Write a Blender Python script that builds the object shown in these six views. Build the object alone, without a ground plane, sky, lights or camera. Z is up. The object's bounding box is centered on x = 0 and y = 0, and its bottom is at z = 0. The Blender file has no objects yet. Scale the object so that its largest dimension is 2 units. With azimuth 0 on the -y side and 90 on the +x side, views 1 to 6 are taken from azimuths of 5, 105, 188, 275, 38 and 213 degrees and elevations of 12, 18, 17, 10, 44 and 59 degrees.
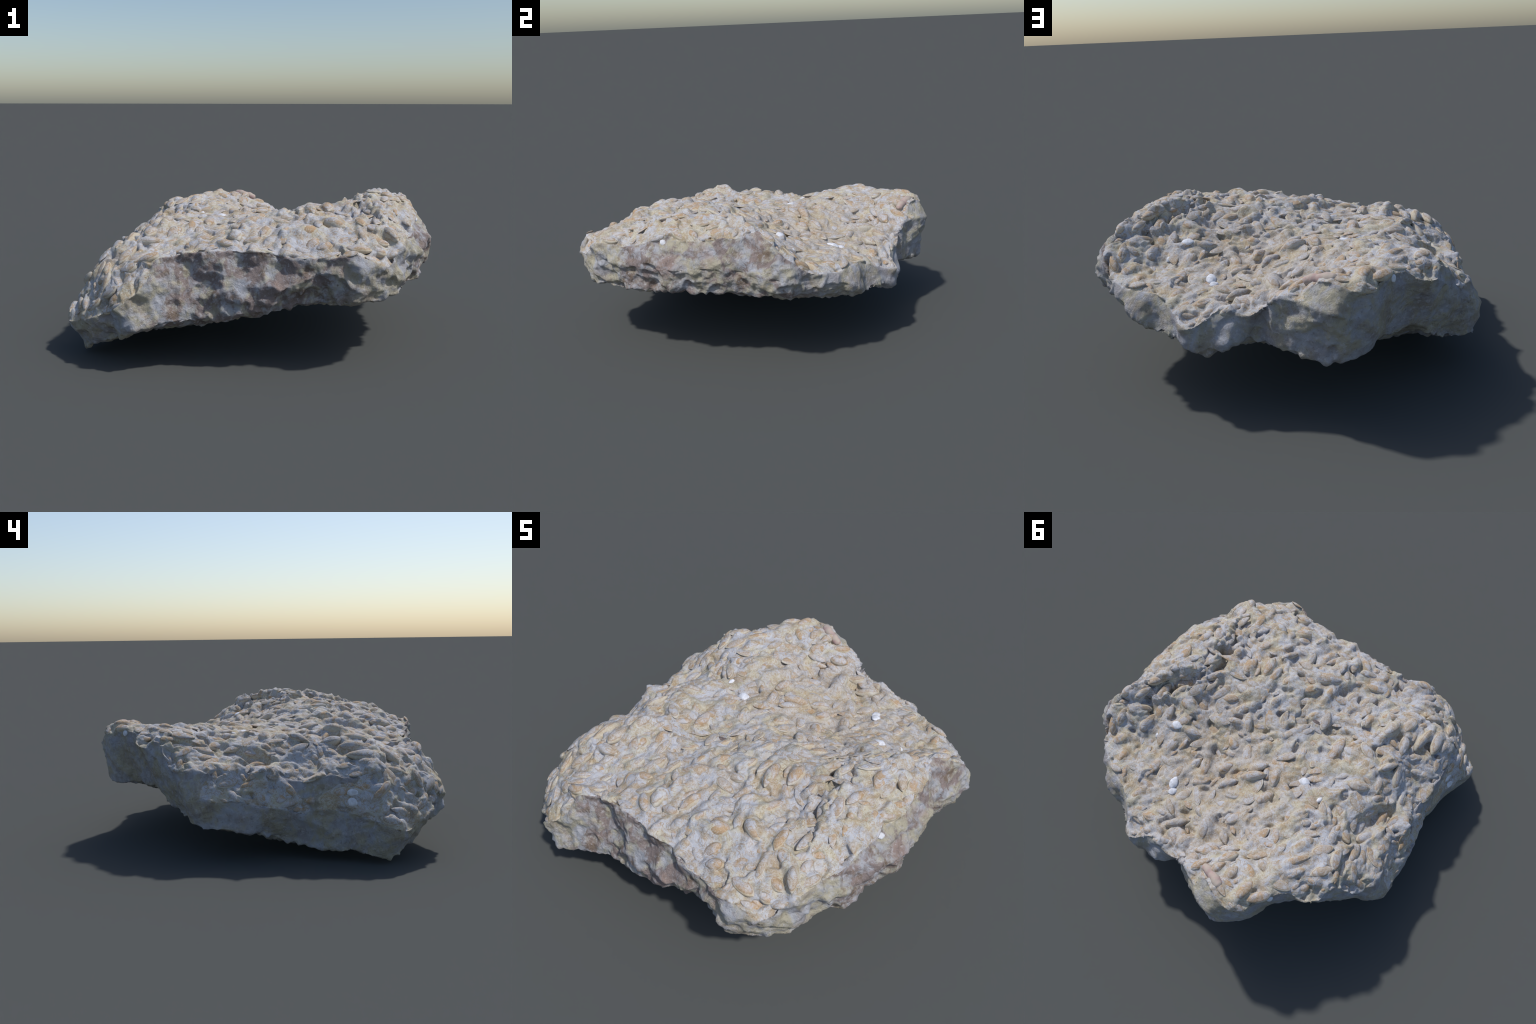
"""A weathered slab of fossil limestone: a tilted, broken plate whose upper
bedding face is crowded with spindle-shaped fossil grains in pale cement."""
import bpy, bmesh, math, random
import numpy as np
from mathutils import Vector, Matrix, noise

SEED = 20
rng = random.Random(SEED)
nrg = np.random.default_rng(SEED)

# ------------------------------------------------------------------ profile
# Cross-section stations round the slab: azimuth (deg), then radius and height
# of the upper rim, of the belly of the broken side, and of the lower rim.
STATIONS = [
    (  0.00, 0.867, 0.720, 0.938, 0.570, 0.900, 0.430),
    (  7.50, 0.861, 0.701, 0.919, 0.550, 0.878, 0.414),
    ( 15.00, 0.840, 0.766, 0.960, 0.530, 0.930, 0.408),
    ( 22.50, 0.959, 0.648, 1.026, 0.520, 1.001, 0.460),
    ( 30.00, 0.994, 0.550, 0.982, 0.465, 0.898, 0.368),
    ( 37.50, 0.939, 0.529, 0.976, 0.471, 0.932, 0.389),
    ( 45.00, 0.907, 0.527, 0.965, 0.429, 0.891, 0.349),
    ( 52.50, 0.886, 0.521, 0.921, 0.353, 0.911, 0.355),
    ( 60.00, 0.901, 0.457, 0.921, 0.349, 0.923, 0.394),
    ( 67.50, 0.953, 0.428, 0.931, 0.326, 0.887, 0.285),
    ( 75.00, 0.841, 0.512, 0.899, 0.341, 0.884, 0.323),
    ( 82.50, 0.860, 0.481, 0.839, 0.377, 0.817, 0.351),
    ( 90.00, 0.868, 0.555, 0.848, 0.566, 0.865, 0.350),
    ( 97.50, 0.855, 0.613, 0.952, 0.575, 0.936, 0.327),
    (105.00, 0.969, 0.672, 1.030, 0.548, 0.983, 0.322),
    (112.50, 1.030, 0.613, 1.014, 0.497, 0.953, 0.302),
    (120.00, 0.946, 0.653, 0.954, 0.567, 0.878, 0.327),
    (127.50, 0.918, 0.646, 0.936, 0.585, 0.833, 0.318),
    (135.00, 0.950, 0.573, 0.958, 0.593, 0.841, 0.327),
    (142.50, 0.919, 0.631, 0.948, 0.525, 0.853, 0.262),
    (150.00, 0.954, 0.474, 0.962, 0.460, 0.854, 0.203),
    (157.50, 0.924, 0.507, 0.973, 0.368, 0.935, 0.181),
    (165.00, 0.890, 0.460, 0.952, 0.326, 0.945, 0.175),
    (172.50, 0.810, 0.478, 0.926, 0.337, 0.915, 0.171),
    (180.00, 0.845, 0.483, 0.920, 0.300, 0.870, 0.150),
    (187.50, 0.826, 0.471, 0.905, 0.280, 0.820, 0.100),
    (195.00, 0.870, 0.440, 0.916, 0.250, 0.856, 0.080),
    (202.50, 0.910, 0.470, 0.954, 0.270, 0.921, 0.062),
    (210.00, 0.971, 0.450, 1.061, 0.250, 1.026, 0.048),
    (217.50, 0.997, 0.500, 1.208, 0.190, 1.111, 0.026),
    (225.00, 1.056, 0.440, 1.185, 0.220, 1.116, 0.100),
    (232.50, 1.040, 0.500, 1.170, 0.280, 1.065, 0.145),
    (240.00, 0.973, 0.566, 1.141, 0.368, 1.135, 0.210),
    (247.50, 0.885, 0.570, 0.880, 0.541, 1.024, 0.246),
    (255.00, 0.847, 0.590, 0.890, 0.400, 0.920, 0.250),
    (262.50, 0.835, 0.600, 0.910, 0.360, 0.890, 0.240),
    (270.00, 0.854, 0.595, 0.901, 0.360, 0.883, 0.280),
    (277.50, 0.850, 0.595, 0.925, 0.390, 0.856, 0.290),
    (285.00, 0.899, 0.580, 0.942, 0.460, 0.867, 0.330),
    (292.50, 0.960, 0.584, 1.001, 0.508, 0.909, 0.346),
    (300.00, 1.057, 0.605, 1.070, 0.442, 1.038, 0.356),
    (307.50, 1.094, 0.529, 1.053, 0.435, 1.038, 0.369),
    (315.00, 1.035, 0.630, 1.062, 0.516, 1.039, 0.389),
    (322.50, 0.970, 0.630, 1.007, 0.550, 0.969, 0.370),
    (330.00, 0.934, 0.660, 1.006, 0.535, 0.994, 0.410),
    (337.50, 0.890, 0.700, 0.975, 0.580, 0.925, 0.399),
    (345.00, 0.865, 0.710, 0.971, 0.560, 0.940, 0.431),
    (352.50, 0.868, 0.704, 0.946, 0.560, 0.905, 0.415),
]
# Heights of the bedding face measured at spots inside the rim (x, y, z).
BEDDING = [
    (0.330, 0.526, 0.525), (-0.270, 0.140, 0.621), (0.503, 0.251, 0.622), (0.579, 0.339, 0.581),
    (0.830, -0.280, 0.720), (0.266, -0.676, 0.659), (0.329, -0.604, 0.690), (0.164, -0.716, 0.665),
    (0.073, -0.630, 0.667), (0.187, -0.459, 0.682), (-0.025, -0.492, 0.676), (-0.290, -0.515, 0.599),
    (-0.095, -0.390, 0.648), (-0.345, -0.400, 0.630), (-0.459, -0.717, 0.541), (-0.534, -0.747, 0.525),
    (0.061, 0.381, 0.563), (-0.125, 0.207, 0.625), (-0.204, 0.486, 0.617), (-0.393, 0.193, 0.626),
    (-0.210, 0.739, 0.625), (0.016, 0.651, 0.552), (0.700, 0.100, 0.755), (0.550, -0.168, 0.765),
    (0.620, -0.280, 0.762), (-0.125, -0.210, 0.623), (-0.272, 0.860, 0.680), (-0.133, 0.842, 0.630),
    (-0.480, 0.060, 0.618), (-0.134, -0.800, 0.597), (0.132, -0.800, 0.590), (0.387, -0.870, 0.586),
    (0.256, -0.182, 0.713), (0.118, -0.105, 0.692), (0.282, -0.105, 0.708), (0.218, -0.010, 0.674),
    (0.233, -0.374, 0.720), (0.209, -0.267, 0.714), (0.375, -0.259, 0.716), (0.492, -0.084, 0.755),
    (0.089, 0.002, 0.654), (0.361, -0.042, 0.693), (0.277, 0.210, 0.592), (-0.029, -0.271, 0.670),
    (-.56, -.48, .628), (-.41, -.12, .620), (.32, .12, .630), (-.80, -.26, .43), (.60, -.58, .705), (.545, .09, .705), (.72, .31, .655), (-.63, -.19, .60), (-.585, -.01, .605), (-.48, .66, .668), (-.63, -.57, .605), (0, -.62, .668), (-.10, -.67, .640), (.74, -.26, .768), (-.65, .19, .56), (-.79, -.14, .455), (-.17, .63, .560), (.655, .24, .635), (.50, -.42, .695), (.47, .05, .685), (.70, .36, .585),
    (-.06, .67, .545), (.14, .70, .512), (.72, -.36, .742), (.84, .08, .735),
]

# Heights of the hidden underside.
KEEL = [(-.50, -.05, .045), (-.22, .28, .135), (-.45, -.42, .095), (-.36, -.68, .165), (.70, .05, .385), (.70, -.30, .375), (.60, .30, .34), (.1, -.2, .17), (.4, .3, .27), (-.12, .62, .235)]

# The most conspicuous grains: x, y, bearing (deg), length, width.
GRAIN_SPOTS = [
    (0.255, -0.629, 30, 0.104, 0.040), (0.272, -0.687, 26, 0.128, 0.073), (0.325, -0.611, 106, 0.109, 0.054),
    (0.404, -0.611, 151, 0.130, 0.066), (0.157, -0.708, 77, 0.117, 0.046), (0.177, -0.799, 71, 0.087, 0.049),
    (0.059, -0.628, 79, 0.148, 0.057), (0.279, -0.322, 103, 0.163, 0.063), (0.198, -0.370, 111, 0.111, 0.038),
    (0.222, -0.287, 91, 0.136, 0.041), (0.140, -0.546, 106, 0.121, 0.044), (0.012, -0.355, 58, 0.108, 0.053),
    (-0.087, -0.412, 90, 0.109, 0.047), (-0.278, -0.524, 74, 0.161, 0.062), (-0.358, -0.391, 89, 0.101, 0.060),
    (-0.281, -0.332, 14, 0.075, 0.045), (-0.434, -0.481, 61, 0.112, 0.063), (-0.085, -0.680, 106, 0.138, 0.065),
    (-0.021, -0.481, 27, 0.194, 0.078), (0.383, -0.474, 62, 0.158, 0.048), (0.345, -0.479, 67, 0.115, 0.034),
    (0.455, -0.509, 62, 0.128, 0.048), (0.280, -0.506, 64, 0.076, 0.037), (0.522, -0.354, 86, 0.095, 0.042),
    (0.373, -0.264, 96, 0.138, 0.070), (0.017, -0.811, 89, 0.076, 0.044), (0.301, -0.755, 55, 0.098, 0.059),
    (0.422, -0.670, 98, 0.092, 0.042), (0.537, -0.579, 101, 0.137, 0.047), (0.359, -0.815, 30, 0.092, 0.054),
    (0.226, -0.578, 31, 0.110, 0.033), (0.027, 0.628, 107, 0.175, 0.066), (-0.197, 0.727, 72, 0.120, 0.061),
    (-0.192, 0.478, 158, 0.118, 0.045), (-0.245, 0.389, 70, 0.131, 0.051), (-0.124, 0.210, 109, 0.138, 0.055),
    (0.074, 0.369, 48, 0.121, 0.050), (-0.070, 0.755, 21, 0.113, 0.061), (-0.276, 0.792, 94, 0.093, 0.055),
    (-0.378, 0.678, 147, 0.092, 0.047), (-0.465, 0.342, 69, 0.070, 0.039), (-0.572, 0.344, 108, 0.085, 0.051),
    (-0.015, 0.214, 49, 0.128, 0.049), (-0.094, 0.627, 141, 0.094, 0.046), (-0.153, 0.345, 66, 0.113, 0.063),
    (0.313, 0.371, 76, 0.118, 0.043), (0.675, 0.164, 98, 0.146, 0.056), (0.518, 0.124, 168, 0.130, 0.078),
    (0.464, 0.067, 136, 0.130, 0.063), (0.305, -0.112, 177, 0.157, 0.071), (0.346, -0.034, 34, 0.093, 0.047),
    (0.494, -0.090, 57, 0.167, 0.050), (0.326, 0.410, 73, 0.140, 0.054), (0.247, 0.344, 113, 0.152, 0.062),
    (-0.023, 0.270, 36, 0.156, 0.060), (0.679, 0.540, 94, 0.110, 0.048), (0.026, 0.097, 65, 0.123, 0.074),
    (0.299, -0.413, 65, 0.103, 0.041), (0.480, -0.301, 85, 0.089, 0.049), (0.430, -0.485, 79, 0.147, 0.050),
    (0.139, 0.296, 62, 0.097, 0.058), (0.187, 0.157, 153, 0.095, 0.057), (-0.661, -0.488, 87, 0.179, 0.056),
    (-0.553, -0.500, 87, 0.139, 0.065), (-0.493, -0.395, 79, 0.151, 0.063), (-0.205, -0.330, 49, 0.113, 0.040),
    (-0.303, -0.489, 67, 0.153, 0.049), (-0.303, -0.133, 91, 0.178, 0.069), (-0.472, 0.083, 43, 0.117, 0.060),
    (-0.522, 0.005, 23, 0.138, 0.060), (-0.371, 0.342, 75, 0.125, 0.058), (-0.211, 0.235, 148, 0.102, 0.037),
    (-0.689, 0.179, 56, 0.139, 0.060), (-0.705, 0.034, 99, 0.157, 0.061), (-0.376, 0.468, 5, 0.119, 0.043),
    (-0.498, 0.575, 55, 0.157, 0.047), (-0.534, 0.619, 58, 0.117, 0.041), (-0.724, -0.537, 100, 0.189, 0.065),
    (-0.593, -0.195, 56, 0.143, 0.043), (-0.095, -0.241, 58, 0.128, 0.040),
]


def catmull(y, m):
    n = len(y)
    u = np.arange(m) * n / m
    i = u.astype(int)
    f = (u - i)[:, None]
    a, b, c, d = [y[(i + k) % n] for k in (-1, 0, 1, 2)]
    return .5 * (2 * b + (c - a) * f + (2 * a - 5 * b + 4 * c - d) * f ** 2
                 + (3 * b - a - 3 * c + d) * f ** 3)


def plate_spline(ctrl, val, q, lam):
    """Thin-plate spline through scattered heights."""
    def u(d):
        return d * d * np.log(d + 1e-9)
    n = len(ctrl)
    A = np.zeros((n + 3, n + 3))
    A[:n, :n] = u(np.linalg.norm(ctrl[:, None] - ctrl[None], axis=2)) + lam * np.eye(n)
    A[:n, n] = 1
    A[:n, n + 1:] = ctrl
    A[n, :n] = 1
    A[n + 1:, :n] = ctrl.T
    w = np.linalg.solve(A, np.r_[val, 0, 0, 0])
    out = np.empty(len(q))
    for s in range(0, len(q), 4000):
        p = q[s:s + 4000]
        out[s:s + 4000] = (u(np.linalg.norm(p[:, None] - ctrl[None], axis=2)) @ w[:n]
                           + w[n] + p @ w[n + 1:])
    return out


def smoothstep(a, b, x):
    t = np.clip((x - a) / (b - a), 0, 1)
    return t * t * (3 - 2 * t)


def base_mesh():
    """Loft the stations into a closed slab."""
    tab = np.array(STATIONS)
    th = np.radians(tab[:, 0])
    M = 256
    R1, Z1, R2, Z2, R3, Z3 = catmull(tab[:, 1:], M).T
    t = np.arange(M) * 2 * np.pi / M
    c, s = np.cos(t), np.sin(t)
    rings = []
    bed = np.array(BEDDING)
    ctrl = np.r_[bed[:, :2], np.c_[tab[:, 1] * np.cos(th), tab[:, 1] * np.sin(th)]]
    cval = np.r_[bed[:, 2], tab[:, 2]]
    fr = np.linspace(.02, 1, 44)
    xy = np.concatenate([np.c_[f * R1 * c, f * R1 * s] for f in fr])
    z = plate_spline(ctrl, cval, xy, 1e-3)
    rings += list(np.c_[xy, z].reshape(len(fr), M, 3))
    for f in np.linspace(.1, 1, 10):
        R = R1 + (R2 - R1) * f
        rings.append(np.c_[R * c, R * s, Z1 + (Z2 - Z1) * f])
    for f in np.linspace(.1, 1, 10):
        R = R2 + (R3 - R2) * f
        rings.append(np.c_[R * c, R * s, Z2 + (Z3 - Z2) * f])
    low = np.c_[tab[:, 5] * np.cos(th), tab[:, 5] * np.sin(th)]
    fr = np.linspace(.96, .02, 26)
    xy = np.concatenate([np.c_[f * R3 * c, f * R3 * s] for f in fr])
    keel = np.array(KEEL)
    z = plate_spline(np.r_[low, keel[:, :2]], np.r_[tab[:, 6], keel[:, 2]], xy, .02)
    rings += list(np.c_[xy, z].reshape(len(fr), M, 3))
    V = np.concatenate(rings)
    n = len(rings)
    faces = []
    for j in range(n - 1):
        for i in range(M):
            k = (i + 1) % M
            faces.append((j * M + i, (j + 1) * M + i, (j + 1) * M + k, j * M + k))
    faces.append(tuple(range(M)))
    faces.append(tuple(reversed(range((n - 1) * M, n * M))))
    me = bpy.data.meshes.new("slab")
    me.from_pydata(V.tolist(), [], faces)
    me.update()
    return me


def evaluated(me, mods):
    ob = bpy.data.objects.new("tmp", me)
    bpy.context.scene.collection.objects.link(ob)
    for typ, kw in mods:
        m = ob.modifiers.new(typ, typ)
        for k, v in kw.items():
            setattr(m, k, v)
    dg = bpy.context.evaluated_depsgraph_get()
    out = bpy.data.meshes.new_from_object(ob.evaluated_get(dg))
    bpy.data.objects.remove(ob)
    return out


def coords(me):
    a = np.empty(len(me.vertices) * 3)
    me.vertices.foreach_get("co", a)
    return a.reshape(-1, 3)


def vnormals(me):
    a = np.empty(len(me.vertices) * 3)
    me.vertex_normals.foreach_get("vector", a)
    return a.reshape(-1, 3)


def put(me, P):
    me.vertices.foreach_set("co", P.ravel())
    me.update()


def fbm(P, freq, octaves=3, off=0., rough=.5):
    o = Vector((off, off * 1.7, -off))
    return np.array([noise.fractal(Vector(p) * freq + o, 1.0 - rough + .5, 2.0, octaves)
                     for p in P.tolist()])


def ridged(P, freq, off=0.):
    o = Vector((off, -off, off * .3))
    return np.array([abs(noise.noise(Vector(p) * freq + o)) for p in P.tolist()])


me = evaluated(base_mesh(), [("REMESH", dict(mode='VOXEL', voxel_size=.0068)),
                             ("SMOOTH", dict(factor=.5, iterations=8))])
P = coords(me)
N = vnormals(me)
base_P = P.copy()

# smoothed normals decide which face of the slab a vertex belongs to
sm = evaluated(me.copy(), [("SMOOTH", dict(factor=.5, iterations=16))])
NS = vnormals(sm)
rag = fbm(P, 7, 2, 3.1)
tab_ = np.array(STATIONS)
azim = np.degrees(np.arctan2(P[:, 1], P[:, 0])) % 360
rim_r = np.interp(azim, np.r_[tab_[:, 0], 360], np.r_[tab_[:, 1], tab_[0, 1]])
over = smoothstep(.0, .035, np.hypot(P[:, 0], P[:, 1]) - rim_r + .008 * rag)
# the left shoulder keeps its crust well down the slope
shoulder = smoothstep(150, 168, azim) * (1 - smoothstep(236, 248, azim))
face_score = NS[:, 2] + .10 * rag - .38 * over * (1 - shoulder) + .30 * over * shoulder
is_top = smoothstep(.30, .62, face_score)
is_under = smoothstep(-.35, -.6, face_score)
is_side = np.clip(1 - is_top - is_under, 0, 1)

# ------------------------------------------------------------ large relief
def ellipse_mask(P, c, ang, a, b, soft=.35):
    d = P[:, :2] - np.array(c)
    ca, sa = math.cos(math.radians(ang)), math.sin(math.radians(ang))
    e = np.hypot((d[:, 0] * ca + d[:, 1] * sa) / a, (-d[:, 0] * sa + d[:, 1] * ca) / b)
    return 1 - smoothstep(1 - soft, 1 + soft, e)

broad = fbm(P, 4.2, 3, 11.)
knob = fbm(P, 14, 3, 41.)
pits = fbm(P, 12.5, 2, 55.)
lump = fbm(P, 9.5, 2, 2.)
chunk = ridged(P, 6.5, 4.)
chip = ridged(P, 15., 9.)
fine = fbm(P, 26, 2, 5.)
disp = is_top * (.010 * broad - .024 * smoothstep(.22, .55, pits) + .021 * lump + .003 * fine) - .003
# the back and left faces are broad, smooth and hollowed; front and right are hackly
calm = 1 - .62 * smoothstep(20, 55, azim) * (1 - smoothstep(215, 240, azim))
rib = fbm(P * np.array([1, 1, .25]), 6.5, 2, 91.)
disp += is_side * (1 - calm) * .034 * rib
disp += is_side * calm * (.022 * broad - .052 * (chunk - .22) - .026 * (chip - .2) + .010 * knob + .005 * fine)
disp += is_under * (.022 * broad + .016 * knob - .030 * (chip - .2) + .004 * fine)
P = P + N * disp[:, None]

# the thin crust that ends in an undercut lip along the right-hand ledge
LIP = [(.62, -.46), (.60, -.38), (.545, -.31), (.575, -.25), (.53, -.17), (.51, -.09), (.60, 0.), (.66, .09), (.74, .17)]
lip = np.array(LIP)
best = np.full(len(P), 9.)
side = np.zeros(len(P))
wob = P[:, :2] + .032 * np.c_[fbm(P, 22, 2, 8.), fbm(P, 22, 2, 12.)]
for a0, b0 in zip(lip[:-1], lip[1:]):
    ab = b0 - a0
    t = np.clip(((wob - a0) @ ab) / (ab @ ab), 0, 1)
    q = wob - a0 - t[:, None] * ab
    dd = np.hypot(q[:, 0], q[:, 1])
    s_ = np.sign(ab[0] * (wob[:, 1] - a0[1]) - ab[1] * (wob[:, 0] - a0[0]))
    k = dd < best
    best[k] = dd[k]
    side[k] = -s_[k]
sd = best * side          # positive on the crust
step = smoothstep(-.006, .010, sd) * (1 - smoothstep(.02, .16, sd)) * .016
groove = -.040 * np.exp(-((sd + .018) / .024) ** 2) * (.45 + 1.1 * np.clip(fbm(P, 13, 2, 81.) + .4, 0, 1))
crag = np.exp(-(sd / .09) ** 2) * (.022 * fbm(P, 24, 3, 61.) - .020 * smoothstep(.1, .45, fbm(P, 17, 2, 71.)))
crust = (step + groove + crag) * is_top
# pit beside the standing block on the left rim, with its cliff
pit = -.040 * ellipse_mask(P, (-.66, .16), 75, .15, .055, .3) * smoothstep(.2, .5, P[:, 2])
pit -= .025 * ellipse_mask(P, (-.70, .05), 60, .09, .05, .4) * smoothstep(.3, .5, P[:, 2])
scoop = -.030 * ellipse_mask(P, (.46, .06), 20, .05, .028, .5) * is_top
P = P + np.array([0, 0, 1.]) * (crust + pit + scoop)[:, None]

# ---------------------------------------------------------- fossil grains
def on_top(i):
    return is_top[i] > .55

from mathutils.kdtree import KDTree
kd = KDTree(len(P))
for i, p in enumerate(P):
    kd.insert(p, i)
kd.balance()
order = nrg.permutation(np.where(is_top > .35)[0])
grains = []          # centre, normal, axis, half length, half width, height
cell = {}
def near(p):
    k = (int(p[0] // .15), int(p[1] // .15), int(p[2] // .15))
    for a in (-1, 0, 1):
        for b in (-1, 0, 1):
            for c in (-1, 0, 1):
                yield from cell.get((k[0] + a, k[1] + b, k[2] + c), ())

def try_grain(i, a, b, h, ang, gap, strict=True):
    p = P[i]
    n = NS[i] / np.linalg.norm(NS[i])
    ax = np.array([math.cos(ang), math.sin(ang), 0.])
    ax -= n * (ax @ n)
    ax /= np.linalg.norm(ax)
    bx = np.cross(n, ax)
    if strict:           # a grain lies flat: both tips must rest on the face
        for tip in (p + ax * a, p - ax * a):
            _, k, d = kd.find(tip)
            if NS[k] @ n < .86 or d > .3 * a or face_score[k] < .46:
                return False
    for g in near(p):
        d = g[0] - p
        L = np.linalg.norm(d)
        if L > .17:
            continue
        u = d / max(L, 1e-6)
        ext1 = math.hypot(a * (u @ ax), b * (u @ bx))
        ext2 = math.hypot(g[3] * (u @ g[2]), g[4] * (u @ np.cross(g[1], g[2])))
        if L < gap * (ext1 + ext2):
            return False
    g = (p, n, ax, a, b, h)
    grains.append(g)
    k = (int(p[0] // .15), int(p[1] // .15), int(p[2] // .15))
    cell.setdefault(k, []).append(g)
    return True

top_ids = np.where(face_score > .3)[0]
for x, y, deg, length, width in GRAIN_SPOTS:
    k = top_ids[np.argmin((P[top_ids, 0] - x) ** 2 + (P[top_ids, 1] - y) ** 2)]
    try_grain(k, length / 2, width / 2, width * rng.uniform(.38, .58), math.radians(deg), .55, False)
for lo, hi, tries, gap in [(.050, .072, 2600, .80), (.036, .052, 3600, .80), (.020, .034, 2600, .86)]:
    for i in nrg.choice(order, tries):
        a = rng.uniform(lo, hi)
        p = P[i]
        flow = 1.1 + 1.5 * noise.noise(Vector((p[0] * 2.2, p[1] * 2.2, 7.)))
        ang = flow + rng.gauss(0, .85)
        b = a * rng.uniform(.32, .48)
        worn = .55 + .45 * float(smoothstep(-.18, .12, noise.noise(Vector((p[0] * 3.1, p[1] * 3.1, 3.)))))
        try_grain(i, a, b, b * rng.choice((.35, .6, .85, 1.05)) * worn, ang, gap)

# raise the cement round and under every grain
lift = np.zeros(len(P))
dip = np.zeros(len(P))
for p, n, ax, a, b, h in grains:
    ids = np.array([i for _, i, _ in kd.find_range(p, a * 2.)])
    d = P[ids] - p
    bx = np.cross(n, ax)
    u, w = d @ ax / a, d @ bx / b
    e = np.hypot(u, w)
    waist = np.clip(1 - np.abs(u) ** 2, 0, 1) ** .75
    body = h * np.sqrt(np.clip(waist ** 2 - w * w, 0, 1)) - .0045
    fil = h * (.28 + .40 * ((a * 7919) % 1)) * (1 - smoothstep(.5, 1.6, np.hypot(u / 1.35, w)))
    k = NS[ids] @ n > .3
    lift[ids] = np.where(k, np.maximum(lift[ids], np.maximum(body, fil)), lift[ids])
P = P + NS * lift[:, None] - NS * (.004 * is_top)[:, None]
P = P + NS * (is_top * (.0055 * fbm(P, 17, 2, 21.) + .0035 * fbm(P, 42, 2, 31.)))[:, None]
put(me, P)
N = vnormals(me)

# ---------------------------------------------------------------- materials
def new_mat(name):
    m = bpy.data.materials.new(name)
    m.use_nodes = True
    nt = m.node_tree
    b = nt.nodes["Principled BSDF"]
    b.inputs["Roughness"].default_value = .88
    b.inputs["Specular IOR Level"].default_value = .25
    return m, nt, b


class G:
    """Tiny helper for wiring nodes."""
    def __init__(s, nt):
        s.nt = nt
        s.co = nt.nodes.new("ShaderNodeTexCoord").outputs["Object"]

    def link(s, a, b):
        s.nt.links.new(a, b)

    def noise(s, scale, detail=4, rough=.55, dist=0., off=(0, 0, 0), stretch=(1, 1, 1), co=None):
        mp = s.nt.nodes.new("ShaderNodeMapping")
        mp.inputs["Location"].default_value = off
        mp.inputs["Scale"].default_value = stretch
        s.link(co or s.co, mp.inputs["Vector"])
        n = s.nt.nodes.new("ShaderNodeTexNoise")
        n.inputs["Scale"].default_value = scale
        n.inputs["Detail"].default_value = detail
        n.inputs["Roughness"].default_value = rough
        n.inputs["Distortion"].default_value = dist
        s.link(mp.outputs[0], n.inputs["Vector"])
        return n.outputs["Fac"]

    def ramp(s, fac, a, b, lo=0., hi=1.):
        r = s.nt.nodes.new("ShaderNodeMapRange")
        r.interpolation_type = 'SMOOTHSTEP'
        r.inputs["From Min"].default_value = a
        r.inputs["From Max"].default_value = b
        r.inputs["To Min"].default_value = lo
        r.inputs["To Max"].default_value = hi
        s.link(fac, r.inputs["Value"])
        return r.outputs["Result"]

    def mix(s, fac, a, b):
        m = s.nt.nodes.new("ShaderNodeMix")
        m.data_type = 'RGBA'
        for sock, v in ((m.inputs[0], fac), (m.inputs[6], a), (m.inputs[7], b)):
            if hasattr(v, "node"):
                s.link(v, sock)
            else:
                sock.default_value = v if not isinstance(v, tuple) else (*v, 1)
        return m.outputs[2]

    def math(s, op, a, b=0.):
        m = s.nt.nodes.new("ShaderNodeMath")
        m.operation = op
        for sock, v in zip(m.inputs, (a, b)):
            if hasattr(v, "node"):
                s.link(v, sock)
            else:
                sock.default_value = v
        return m.outputs[0]

    def bump(s, bsdf, h, strength, dist):
        n = s.nt.nodes.new("ShaderNodeBump")
        n.inputs["Strength"].default_value = strength
        n.inputs["Distance"].default_value = dist
        s.link(h, n.inputs["Height"])
        s.link(n.outputs[0], bsdf.inputs["Normal"])


CREAM = (.48, .445, .345)
COOL_GREY = (.45, .465, .515)  # base colour pushed toward blue to match the slab's bluish shaded side
TAN = (.375, .285, .175)
MAUVE = (.285, .235, .225)
BROWN = (.22, .165, .125)


def swirl(g, col, co=None):
    """Fine calcite streaks and hair-thin rusty veins that swirl over everything."""
    pale = g.ramp(g.noise(24, 5, .65, 2.2, stretch=(1, .6, 1), co=co), .48, .66, 0, .48)
    col = g.mix(pale, col, (.565, .565, .57))
    vein = g.math('ABSOLUTE', g.math('SUBTRACT', g.noise(15, 4, .55, 2.6, off=(5, 2, 8), co=co), .5))
    col = g.mix(g.ramp(vein, .032, .004, 0, .7), col, (.33, .23, .13))
    vein = g.math('ABSOLUTE', g.math('SUBTRACT', g.noise(33, 3, .55, 1.8, off=(1, 7, 3), co=co), .5))
    col = g.mix(g.ramp(vein, .035, .004, 0, .35), col, (.62, .59, .55))
    return col


def cement_material():
    m, nt, b = new_mat("pale_cement")
    g = G(nt)
    col = g.mix(g.ramp(g.noise(8, 5, .6, .6), .38, .56), CREAM, COOL_GREY)  # extra blue-grey mixed in to paint the cool surface highlights
    warm = g.ramp(g.noise(12, 5, .6, 1., off=(4, 1, 2)), .47, .65, 0, .8)
    col = g.mix(warm, col, TAN)
    # the hollow of the basin has kept more tan silt than the weathered rim
    vd = nt.nodes.new("ShaderNodeVectorMath")
    vd.operation = 'DISTANCE'
    vd.inputs[1].default_value = (.15, .35, .58)
    g.link(g.co, vd.inputs[0])
    col = g.mix(g.ramp(vd.outputs["Value"], .65, .15, 0, .45), col, (.42, .335, .22))
    col = swirl(g, col)
    col = g.mix(g.ramp(g.noise(90, 3, .6, .8, off=(3, 3, 1)), .60, .72, 0, .35), col, BROWN)
    g.link(col, b.inputs["Base Color"])
    g.bump(b, g.noise(48, 6, .68, 1.2), .5, .016)
    return m


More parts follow.
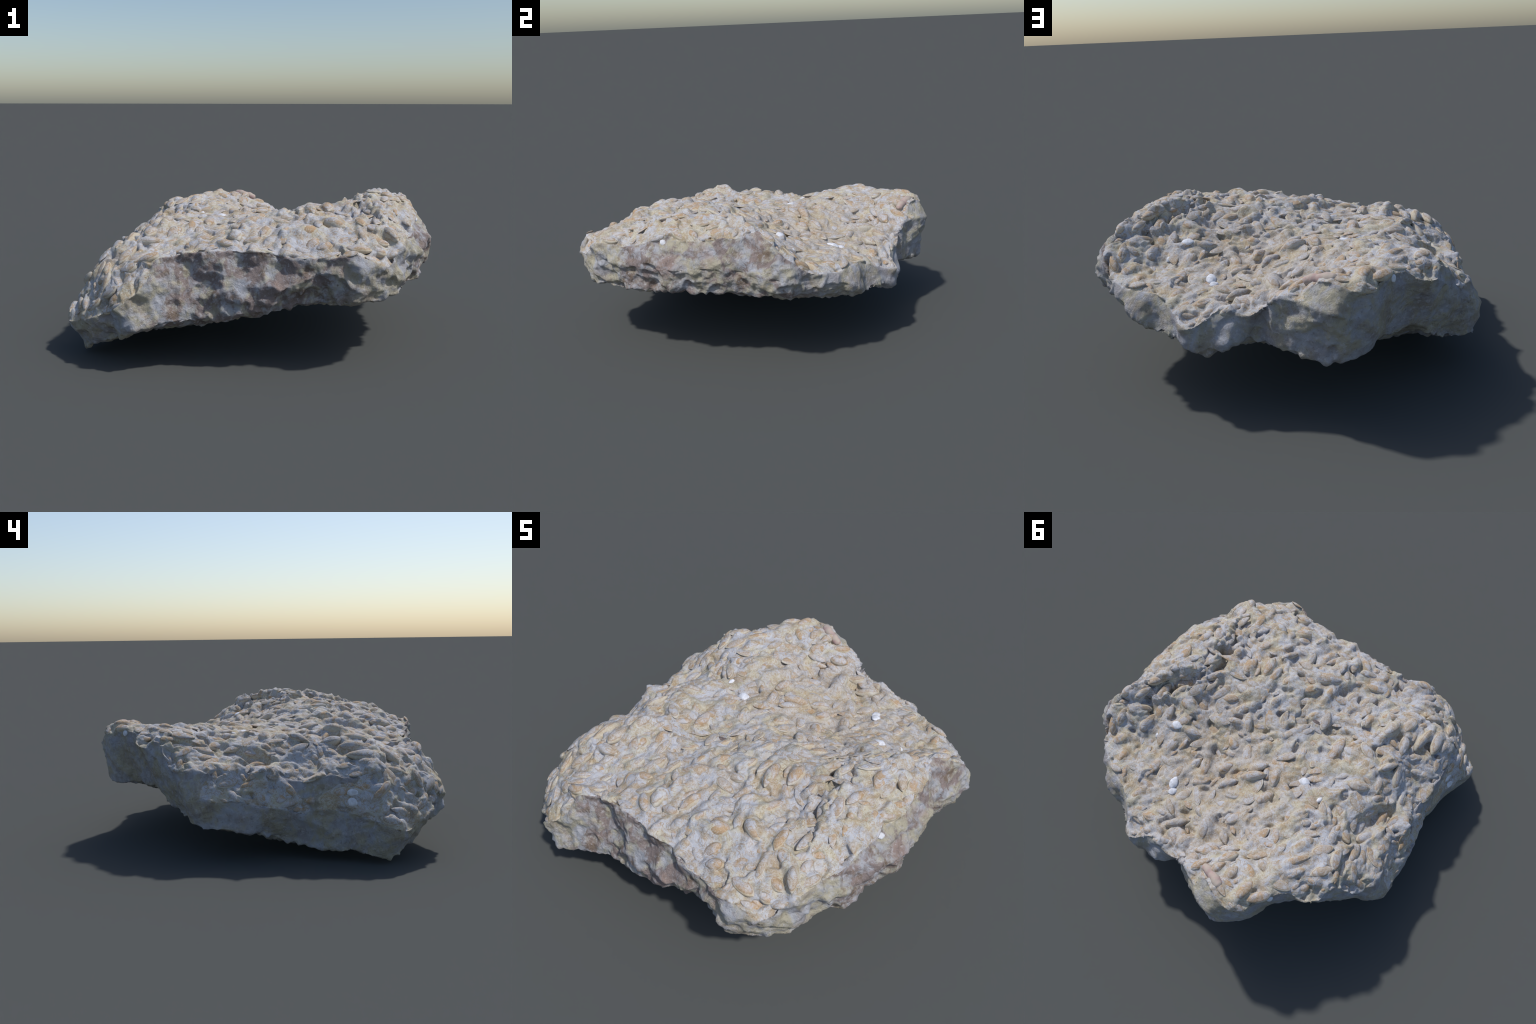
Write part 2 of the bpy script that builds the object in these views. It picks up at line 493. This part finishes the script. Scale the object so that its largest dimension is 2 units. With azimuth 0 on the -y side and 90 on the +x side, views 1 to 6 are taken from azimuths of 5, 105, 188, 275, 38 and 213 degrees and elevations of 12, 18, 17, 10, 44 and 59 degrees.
def fracture_material():
    m, nt, b = new_mat("broken_limestone")
    g = G(nt)
    # fresh mauve-brown breaks lie in the front recess and along the right side
    sep = nt.nodes.new("ShaderNodeSeparateXYZ")
    g.link(g.co, sep.inputs[0])
    x, y = sep.outputs[0], sep.outputs[1]
    front = g.math('MULTIPLY', g.ramp(y, -.72, -.80), g.math('MULTIPLY', g.ramp(x, -.55, -.40), g.ramp(x, .55, .35)))
    right = g.math('MULTIPLY', g.ramp(x, .64, .78), g.math('MULTIPLY', g.ramp(y, -.68, -.50), g.ramp(y, .50, .35)))
    fresh = g.math('ADD', g.math('MAXIMUM', front, right), .42)
    col = g.mix(g.ramp(g.noise(8, 5, .6, .6), .42, .60), CREAM, COOL_GREY)
    col = g.mix(g.math('MULTIPLY', g.ramp(g.noise(9, 6, .65, .5), .56, .40), fresh), col, MAUVE)
    col = g.mix(g.math('MULTIPLY', g.ramp(g.noise(7, 5, .6, .4, off=(3, 8, 1)), .52, .68, 0, .4), fresh), col, (.38, .285, .25))
    col = g.mix(g.ramp(g.noise(14, 6, .65, .5, off=(7, 2, 5)), .52, .64, 0, .6), col, COOL_GREY)
    col = g.mix(g.math('MULTIPLY', g.ramp(g.noise(10, 5, .65, off=(1, 9, 5)), .53, .66, 0, .65), fresh), col, BROWN)
    col = g.mix(g.ramp(g.noise(45, 4, .65), .54, .68, 0, .6), col, (.58, .56, .58))
    col = g.mix(g.ramp(g.noise(60, 4, .65, off=(2, 6, 5)), .56, .70, 0, .4), col, (.17, .135, .115))
    g.link(col, b.inputs["Base Color"])
    g.bump(b, g.noise(42, 7, .72, .3), .8, .025)
    return m


def grain_material(local):
    m, nt, b = new_mat("fossil_grain_calcite" if local else "small_grain_calcite")
    g = G(nt)
    rnd = nt.nodes.new("ShaderNodeObjectInfo").outputs["Random"]
    geo = nt.nodes.new("ShaderNodeNewGeometry").outputs["Position"]
    pick = rnd if local else g.ramp(g.noise(12, 2, co=geo), .35, .65)
    col = g.mix(g.ramp(pick, .2, .9), (.415, .28, .155), (.38, .32, .255))
    cool_share = g.ramp(g.noise(16, 5, .6, .6, co=geo), .40, .62, .05, .88)
    col = g.mix(cool_share, col, COOL_GREY)
    col = swirl(g, col, geo)
    if local:
        sep = nt.nodes.new("ShaderNodeSeparateXYZ")
        g.link(g.co, sep.inputs[0])
        x, y = sep.outputs[0], sep.outputs[1]
        e = g.math('SQRT', g.math('ADD', g.math('MULTIPLY', x, x), g.math('MULTIPLY', y, y)))
        e = g.math('ADD', e, g.math('MULTIPLY', g.math('SUBTRACT', g.noise(30, 3, co=geo), .5), .35))
        col = g.mix(g.ramp(e, .76, .92, 0, .5), col, (.56, .51, .39))
        line = g.math('MULTIPLY', g.ramp(e, .72, .79), g.ramp(e, .88, .80))
        col = g.mix(g.math('MULTIPLY', line, .5), col, (.29, .19, .105))
    g.link(col, b.inputs["Base Color"])
    g.bump(b, g.noise(60, 5, .65, 1.2, co=geo), .4, .012)
    return m


def plain(name, c1, c2, scale=25):
    m, nt, b = new_mat(name)
    g = G(nt)
    geo = nt.nodes.new("ShaderNodeNewGeometry").outputs["Position"]
    g.link(g.mix(g.ramp(g.noise(scale, 4, co=geo), .4, .6), c1, c2), b.inputs["Base Color"])
    g.bump(b, g.noise(90, 3, co=geo), .2, .008)
    return m


M_CEMENT = cement_material()
M_FRACT = fracture_material()
M_GRAIN = grain_material(True)
M_SMALL = grain_material(False)
M_WHITE = plain("white_shell", (.70, .72, .78), (.56, .57, .61), 45)
M_PINK = plain("pink_fossil", (.44, .31, .29), (.43, .37, .32), 22)
M_DARK = plain("dark_shell", (.10, .08, .08), (.22, .18, .17), 40)

# ------------------------------------------------------------------ objects
root = bpy.data.objects.new("fossil_limestone_rock", None)
bpy.context.scene.collection.objects.link(root)
root["label"] = "tilted pale limestone slab crowded with spindle-shaped tan fossil grains"
root["category"] = "rock"


def add(name, mesh, mat=None):
    ob = bpy.data.objects.new(name, mesh)
    bpy.context.scene.collection.objects.link(ob)
    ob.parent = root
    if mat:
        mesh.materials.append(mat)
    return ob


# let the ragged borders between the faces run smoothly, not in steps
ne = len(me.edges)
ev = np.empty(ne * 2, int)
me.edges.foreach_get("vertices", ev)
ev = ev.reshape(-1, 2)
P0 = P.copy()
for level in (.46, -.48):
    d = P0[ev[:, 1]] - P0[ev[:, 0]]
    df = face_score[ev[:, 1]] - face_score[ev[:, 0]]
    grad = np.zeros((len(P), 3))
    wsum = np.zeros(len(P))
    contrib = d * (df / (d ** 2).sum(1))[:, None]
    for c in (0, 1):
        np.add.at(grad, ev[:, c], contrib)
        np.add.at(wsum, ev[:, c], 1)
    grad *= (2 / np.maximum(wsum, 1))[:, None]
    g2 = (grad ** 2).sum(1) + 1e-6
    mv = grad * ((level - face_score) / g2)[:, None]
    ln = np.linalg.norm(mv, axis=1)
    ok = ln < .0042
    P[ok] += mv[ok] * np.minimum(1, .0036 / np.maximum(ln[ok], 1e-9))[:, None]
    face_score[ok] = level + np.sign(face_score[ok] - level) * 1e-4
put(me, P)
N = vnormals(me)

# split the body into its faces; border vertices and normals stay shared
nf = len(me.polygons)
lt = np.empty(nf, int)
me.polygons.foreach_get("loop_total", lt)
ls = np.empty(nf, int)
me.polygons.foreach_get("loop_start", ls)
lv = np.empty(len(me.loops), int)
me.loops.foreach_get("vertex_index", lv)
fs = np.add.reduceat(face_score[lv], ls) / lt
region = np.where(fs > .46, 0, np.where(fs < -.48, 2, 1))
for rid, (name, mat) in enumerate((("bedding_face", M_CEMENT), ("broken_side", M_FRACT),
                                   ("underside", M_FRACT))):
    sel = np.where(region == rid)[0]
    loops = [lv[ls[f]:ls[f] + lt[f]] for f in sel]
    used = np.unique(np.concatenate(loops))
    remap = np.full(len(P), -1)
    remap[used] = np.arange(len(used))
    sub = bpy.data.meshes.new(name)
    sub.from_pydata(P[used].tolist(), [], [remap[l].tolist() for l in loops])
    sub.update()
    sub.polygons.foreach_set("use_smooth", [True] * len(sub.polygons))
    sub.normals_split_custom_set_from_vertices(N[used].tolist())
    add(name, sub, mat)


def grain_mesh(seed):
    """Unit spindle: length along x, pointed ends, lengthwise ridges."""
    r = random.Random(seed)
    nu, nv = 26, 20
    sharp = r.uniform(1.8, 2.2)
    skew = r.uniform(-.25, .25)
    bow = r.uniform(-.22, .22)
    o = Vector((seed * 3.7, 1, 2))
    vs, fc = [], []
    for i in range(nu + 1):
        x = -math.cos(math.pi * i / nu)
        w = max(0., 1 - abs(x) ** sharp) ** .75
        w *= 1 + skew * x
        for j in range(nv):
            t = 2 * math.pi * j / nv
            k = 1 + .22 * noise.noise(Vector((x * 1.3, math.cos(t) * 1.1, math.sin(t) * 1.1)) + o)
            k += .025 * math.sin(7 * t + seed)
            z = math.sin(t)
            vs.append((x, w * k * math.cos(t) + bow * (1 - x * x), w * k * math.copysign(abs(z) ** .85, z)))
    for i in range(nu):
        for j in range(nv):
            a, b = i * nv + j, i * nv + (j + 1) % nv
            fc.append((a, a + nv, b + nv, b))
    gm = bpy.data.meshes.new("fossil_grain")
    gm.from_pydata(vs, [], fc)
    bm = bmesh.new()
    bm.from_mesh(gm)
    bmesh.ops.remove_doubles(bm, verts=bm.verts, dist=1e-5)
    bmesh.ops.recalc_face_normals(bm, faces=bm.faces)
    bm.to_mesh(gm)
    bm.free()
    gm.polygons.foreach_set("use_smooth", [True] * len(gm.polygons))
    return gm


def frame(p, n, ax, sx, sy, sz, tilt=0.):
    bx = np.cross(n, ax)
    ct, st = math.cos(tilt), math.sin(tilt)
    a2 = ax * ct + n * st
    n2 = n * ct - ax * st
    m = Matrix.Identity(4)
    for r in range(3):
        m[r][0], m[r][1], m[r][2], m[r][3] = a2[r] * sx, bx[r] * sy, n2[r] * sz, p[r]
    return m


GM = [grain_mesh(k) for k in range(8)]
for gm in GM:
    gm.materials.append(M_GRAIN)
grains.sort(key=lambda g: -g[3] * g[4])
small_v, small_f = [], []
for k, (p, n, ax, a, b, h) in enumerate(grains):
    sink = rng.choice((.001, .003, .005, .006, .009))
    mtx = frame(p - n * sink, n, ax, a, b, h, rng.gauss(0, .05))
    src = GM[rng.randrange(8)]
    if k < 290:
        ob = bpy.data.objects.new("fossil_grain", src)
        bpy.context.scene.collection.objects.link(ob)
        ob.parent = root
        ob.matrix_world = mtx
    else:
        o = len(small_v)
        small_v += [tuple(mtx @ v.co) for v in src.vertices]
        small_f += [tuple(o + i for i in f.vertices) for f in src.polygons]
sm_me = bpy.data.meshes.new("small_fossil_grains")
sm_me.from_pydata(small_v, [], small_f)
sm_me.polygons.foreach_set("use_smooth", [True] * len(small_f))
ob = add("small_fossil_grains", sm_me, M_SMALL)
ob["kind"] = "stuff"

# ------------------------------------------------- odd pieces in the crust
tops = np.where(face_score > .3)[0]


def lay(name, mat, x, y, deg, a, b, h, sink=.0, variant=0, ids=tops, z=None):
    """Bed a piece in the face nearest to a spot."""
    q = P[ids] - np.array([x, y, 0 if z is None else z])
    if z is None:
        q[:, 2] = 0
    i = ids[np.argmin((q ** 2).sum(1))]
    n = N[i] * .4 + NS[i] * .6
    n /= np.linalg.norm(n)
    ax = np.array([math.cos(math.radians(deg)), math.sin(math.radians(deg)), .1])
    ax -= n * (ax @ n)
    ax /= np.linalg.norm(ax)
    mesh = GM[variant].copy()
    mesh.name = name
    mesh.materials.clear()
    mesh.materials.append(mat)
    o = bpy.data.objects.new(name, mesh)
    bpy.context.scene.collection.objects.link(o)
    o.parent = root
    o.matrix_world = frame(P[i] - n * sink, n, ax, a, b, h)
    return o


for x, y, deg, a, b in [(.335, .515, 100, .036, .024), (.315, .550, 60, .026, .020), (-.27, .14, 20, .032, .026),
                        (.503, .251, 10, .032, .025), (.579, .339, 60, .022, .016), (-.393, .193, 80, .022, .013),
                        (.839, -.287, 30, .024, .015)]:
    lay("white_shell_fragment", M_WHITE, x, y, deg, a, b, .012, -.002, rng.randrange(8))
everywhere = np.arange(len(P))
for x, y, z, deg, a, b in [(-.89, -.475, .375, 120, .036, .018), (-.895, -.47, .325, 60, .030, .022),
                           (-.50, .80, .632, 70, .020, .017)]:
    lay("white_shell_fragment", M_WHITE, x, y, deg, a, b, .010, .002, rng.randrange(8), everywhere, z)
lay("dark_ribbed_shell", M_DARK, -.125, -.208, 8, .035, .012, .008, .0, 2)


def tube(name, mat, pts, r0, r1):
    cu = bpy.data.curves.new(name, 'CURVE')
    cu.dimensions = '3D'
    sp = cu.splines.new('POLY')
    c = [Vector(p) for p in pts]
    n = 26
    sp.points.add(n - 1)
    for k in range(n):
        t = k / (n - 1)
        f = t * (len(c) - 1)
        i = min(int(f), len(c) - 2)
        v = c[i].lerp(c[i + 1], f - i)
        end = min(1, math.sqrt(max(0, 1 - (2 * t - 1) ** 8)))
        rad = (r0 + (r1 - r0) * t) * max(end, .05) * (1 + .14 * noise.noise(Vector((t * 7, 3, 1))))
        w_ = noise.noise_vector(Vector((t * 5, 1, 4))) * .006
        sp.points[k].co = (*(v + w_), 1)
        sp.points[k].radius = rad
    cu.bevel_depth = 1.0
    cu.bevel_resolution = 6
    cu.use_fill_caps = True
    o = bpy.data.objects.new("tmp", cu)
    bpy.context.scene.collection.objects.link(o)
    tm = bpy.data.meshes.new_from_object(o.evaluated_get(bpy.context.evaluated_depsgraph_get()))
    bpy.data.objects.remove(o)
    tm.name = name
    tm.polygons.foreach_set("use_smooth", [True] * len(tm.polygons))
    tm.materials.clear()
    return add(name, tm, mat)


tube("pink_fossil_tube", M_PINK, [(-.13, .838, .628), (-.17, .850, .645), (-.22, .868, .656), (-.275, .895, .660)], .021, .026)
print("grains", len(grains), "verts", len(P), P.min(0), P.max(0))
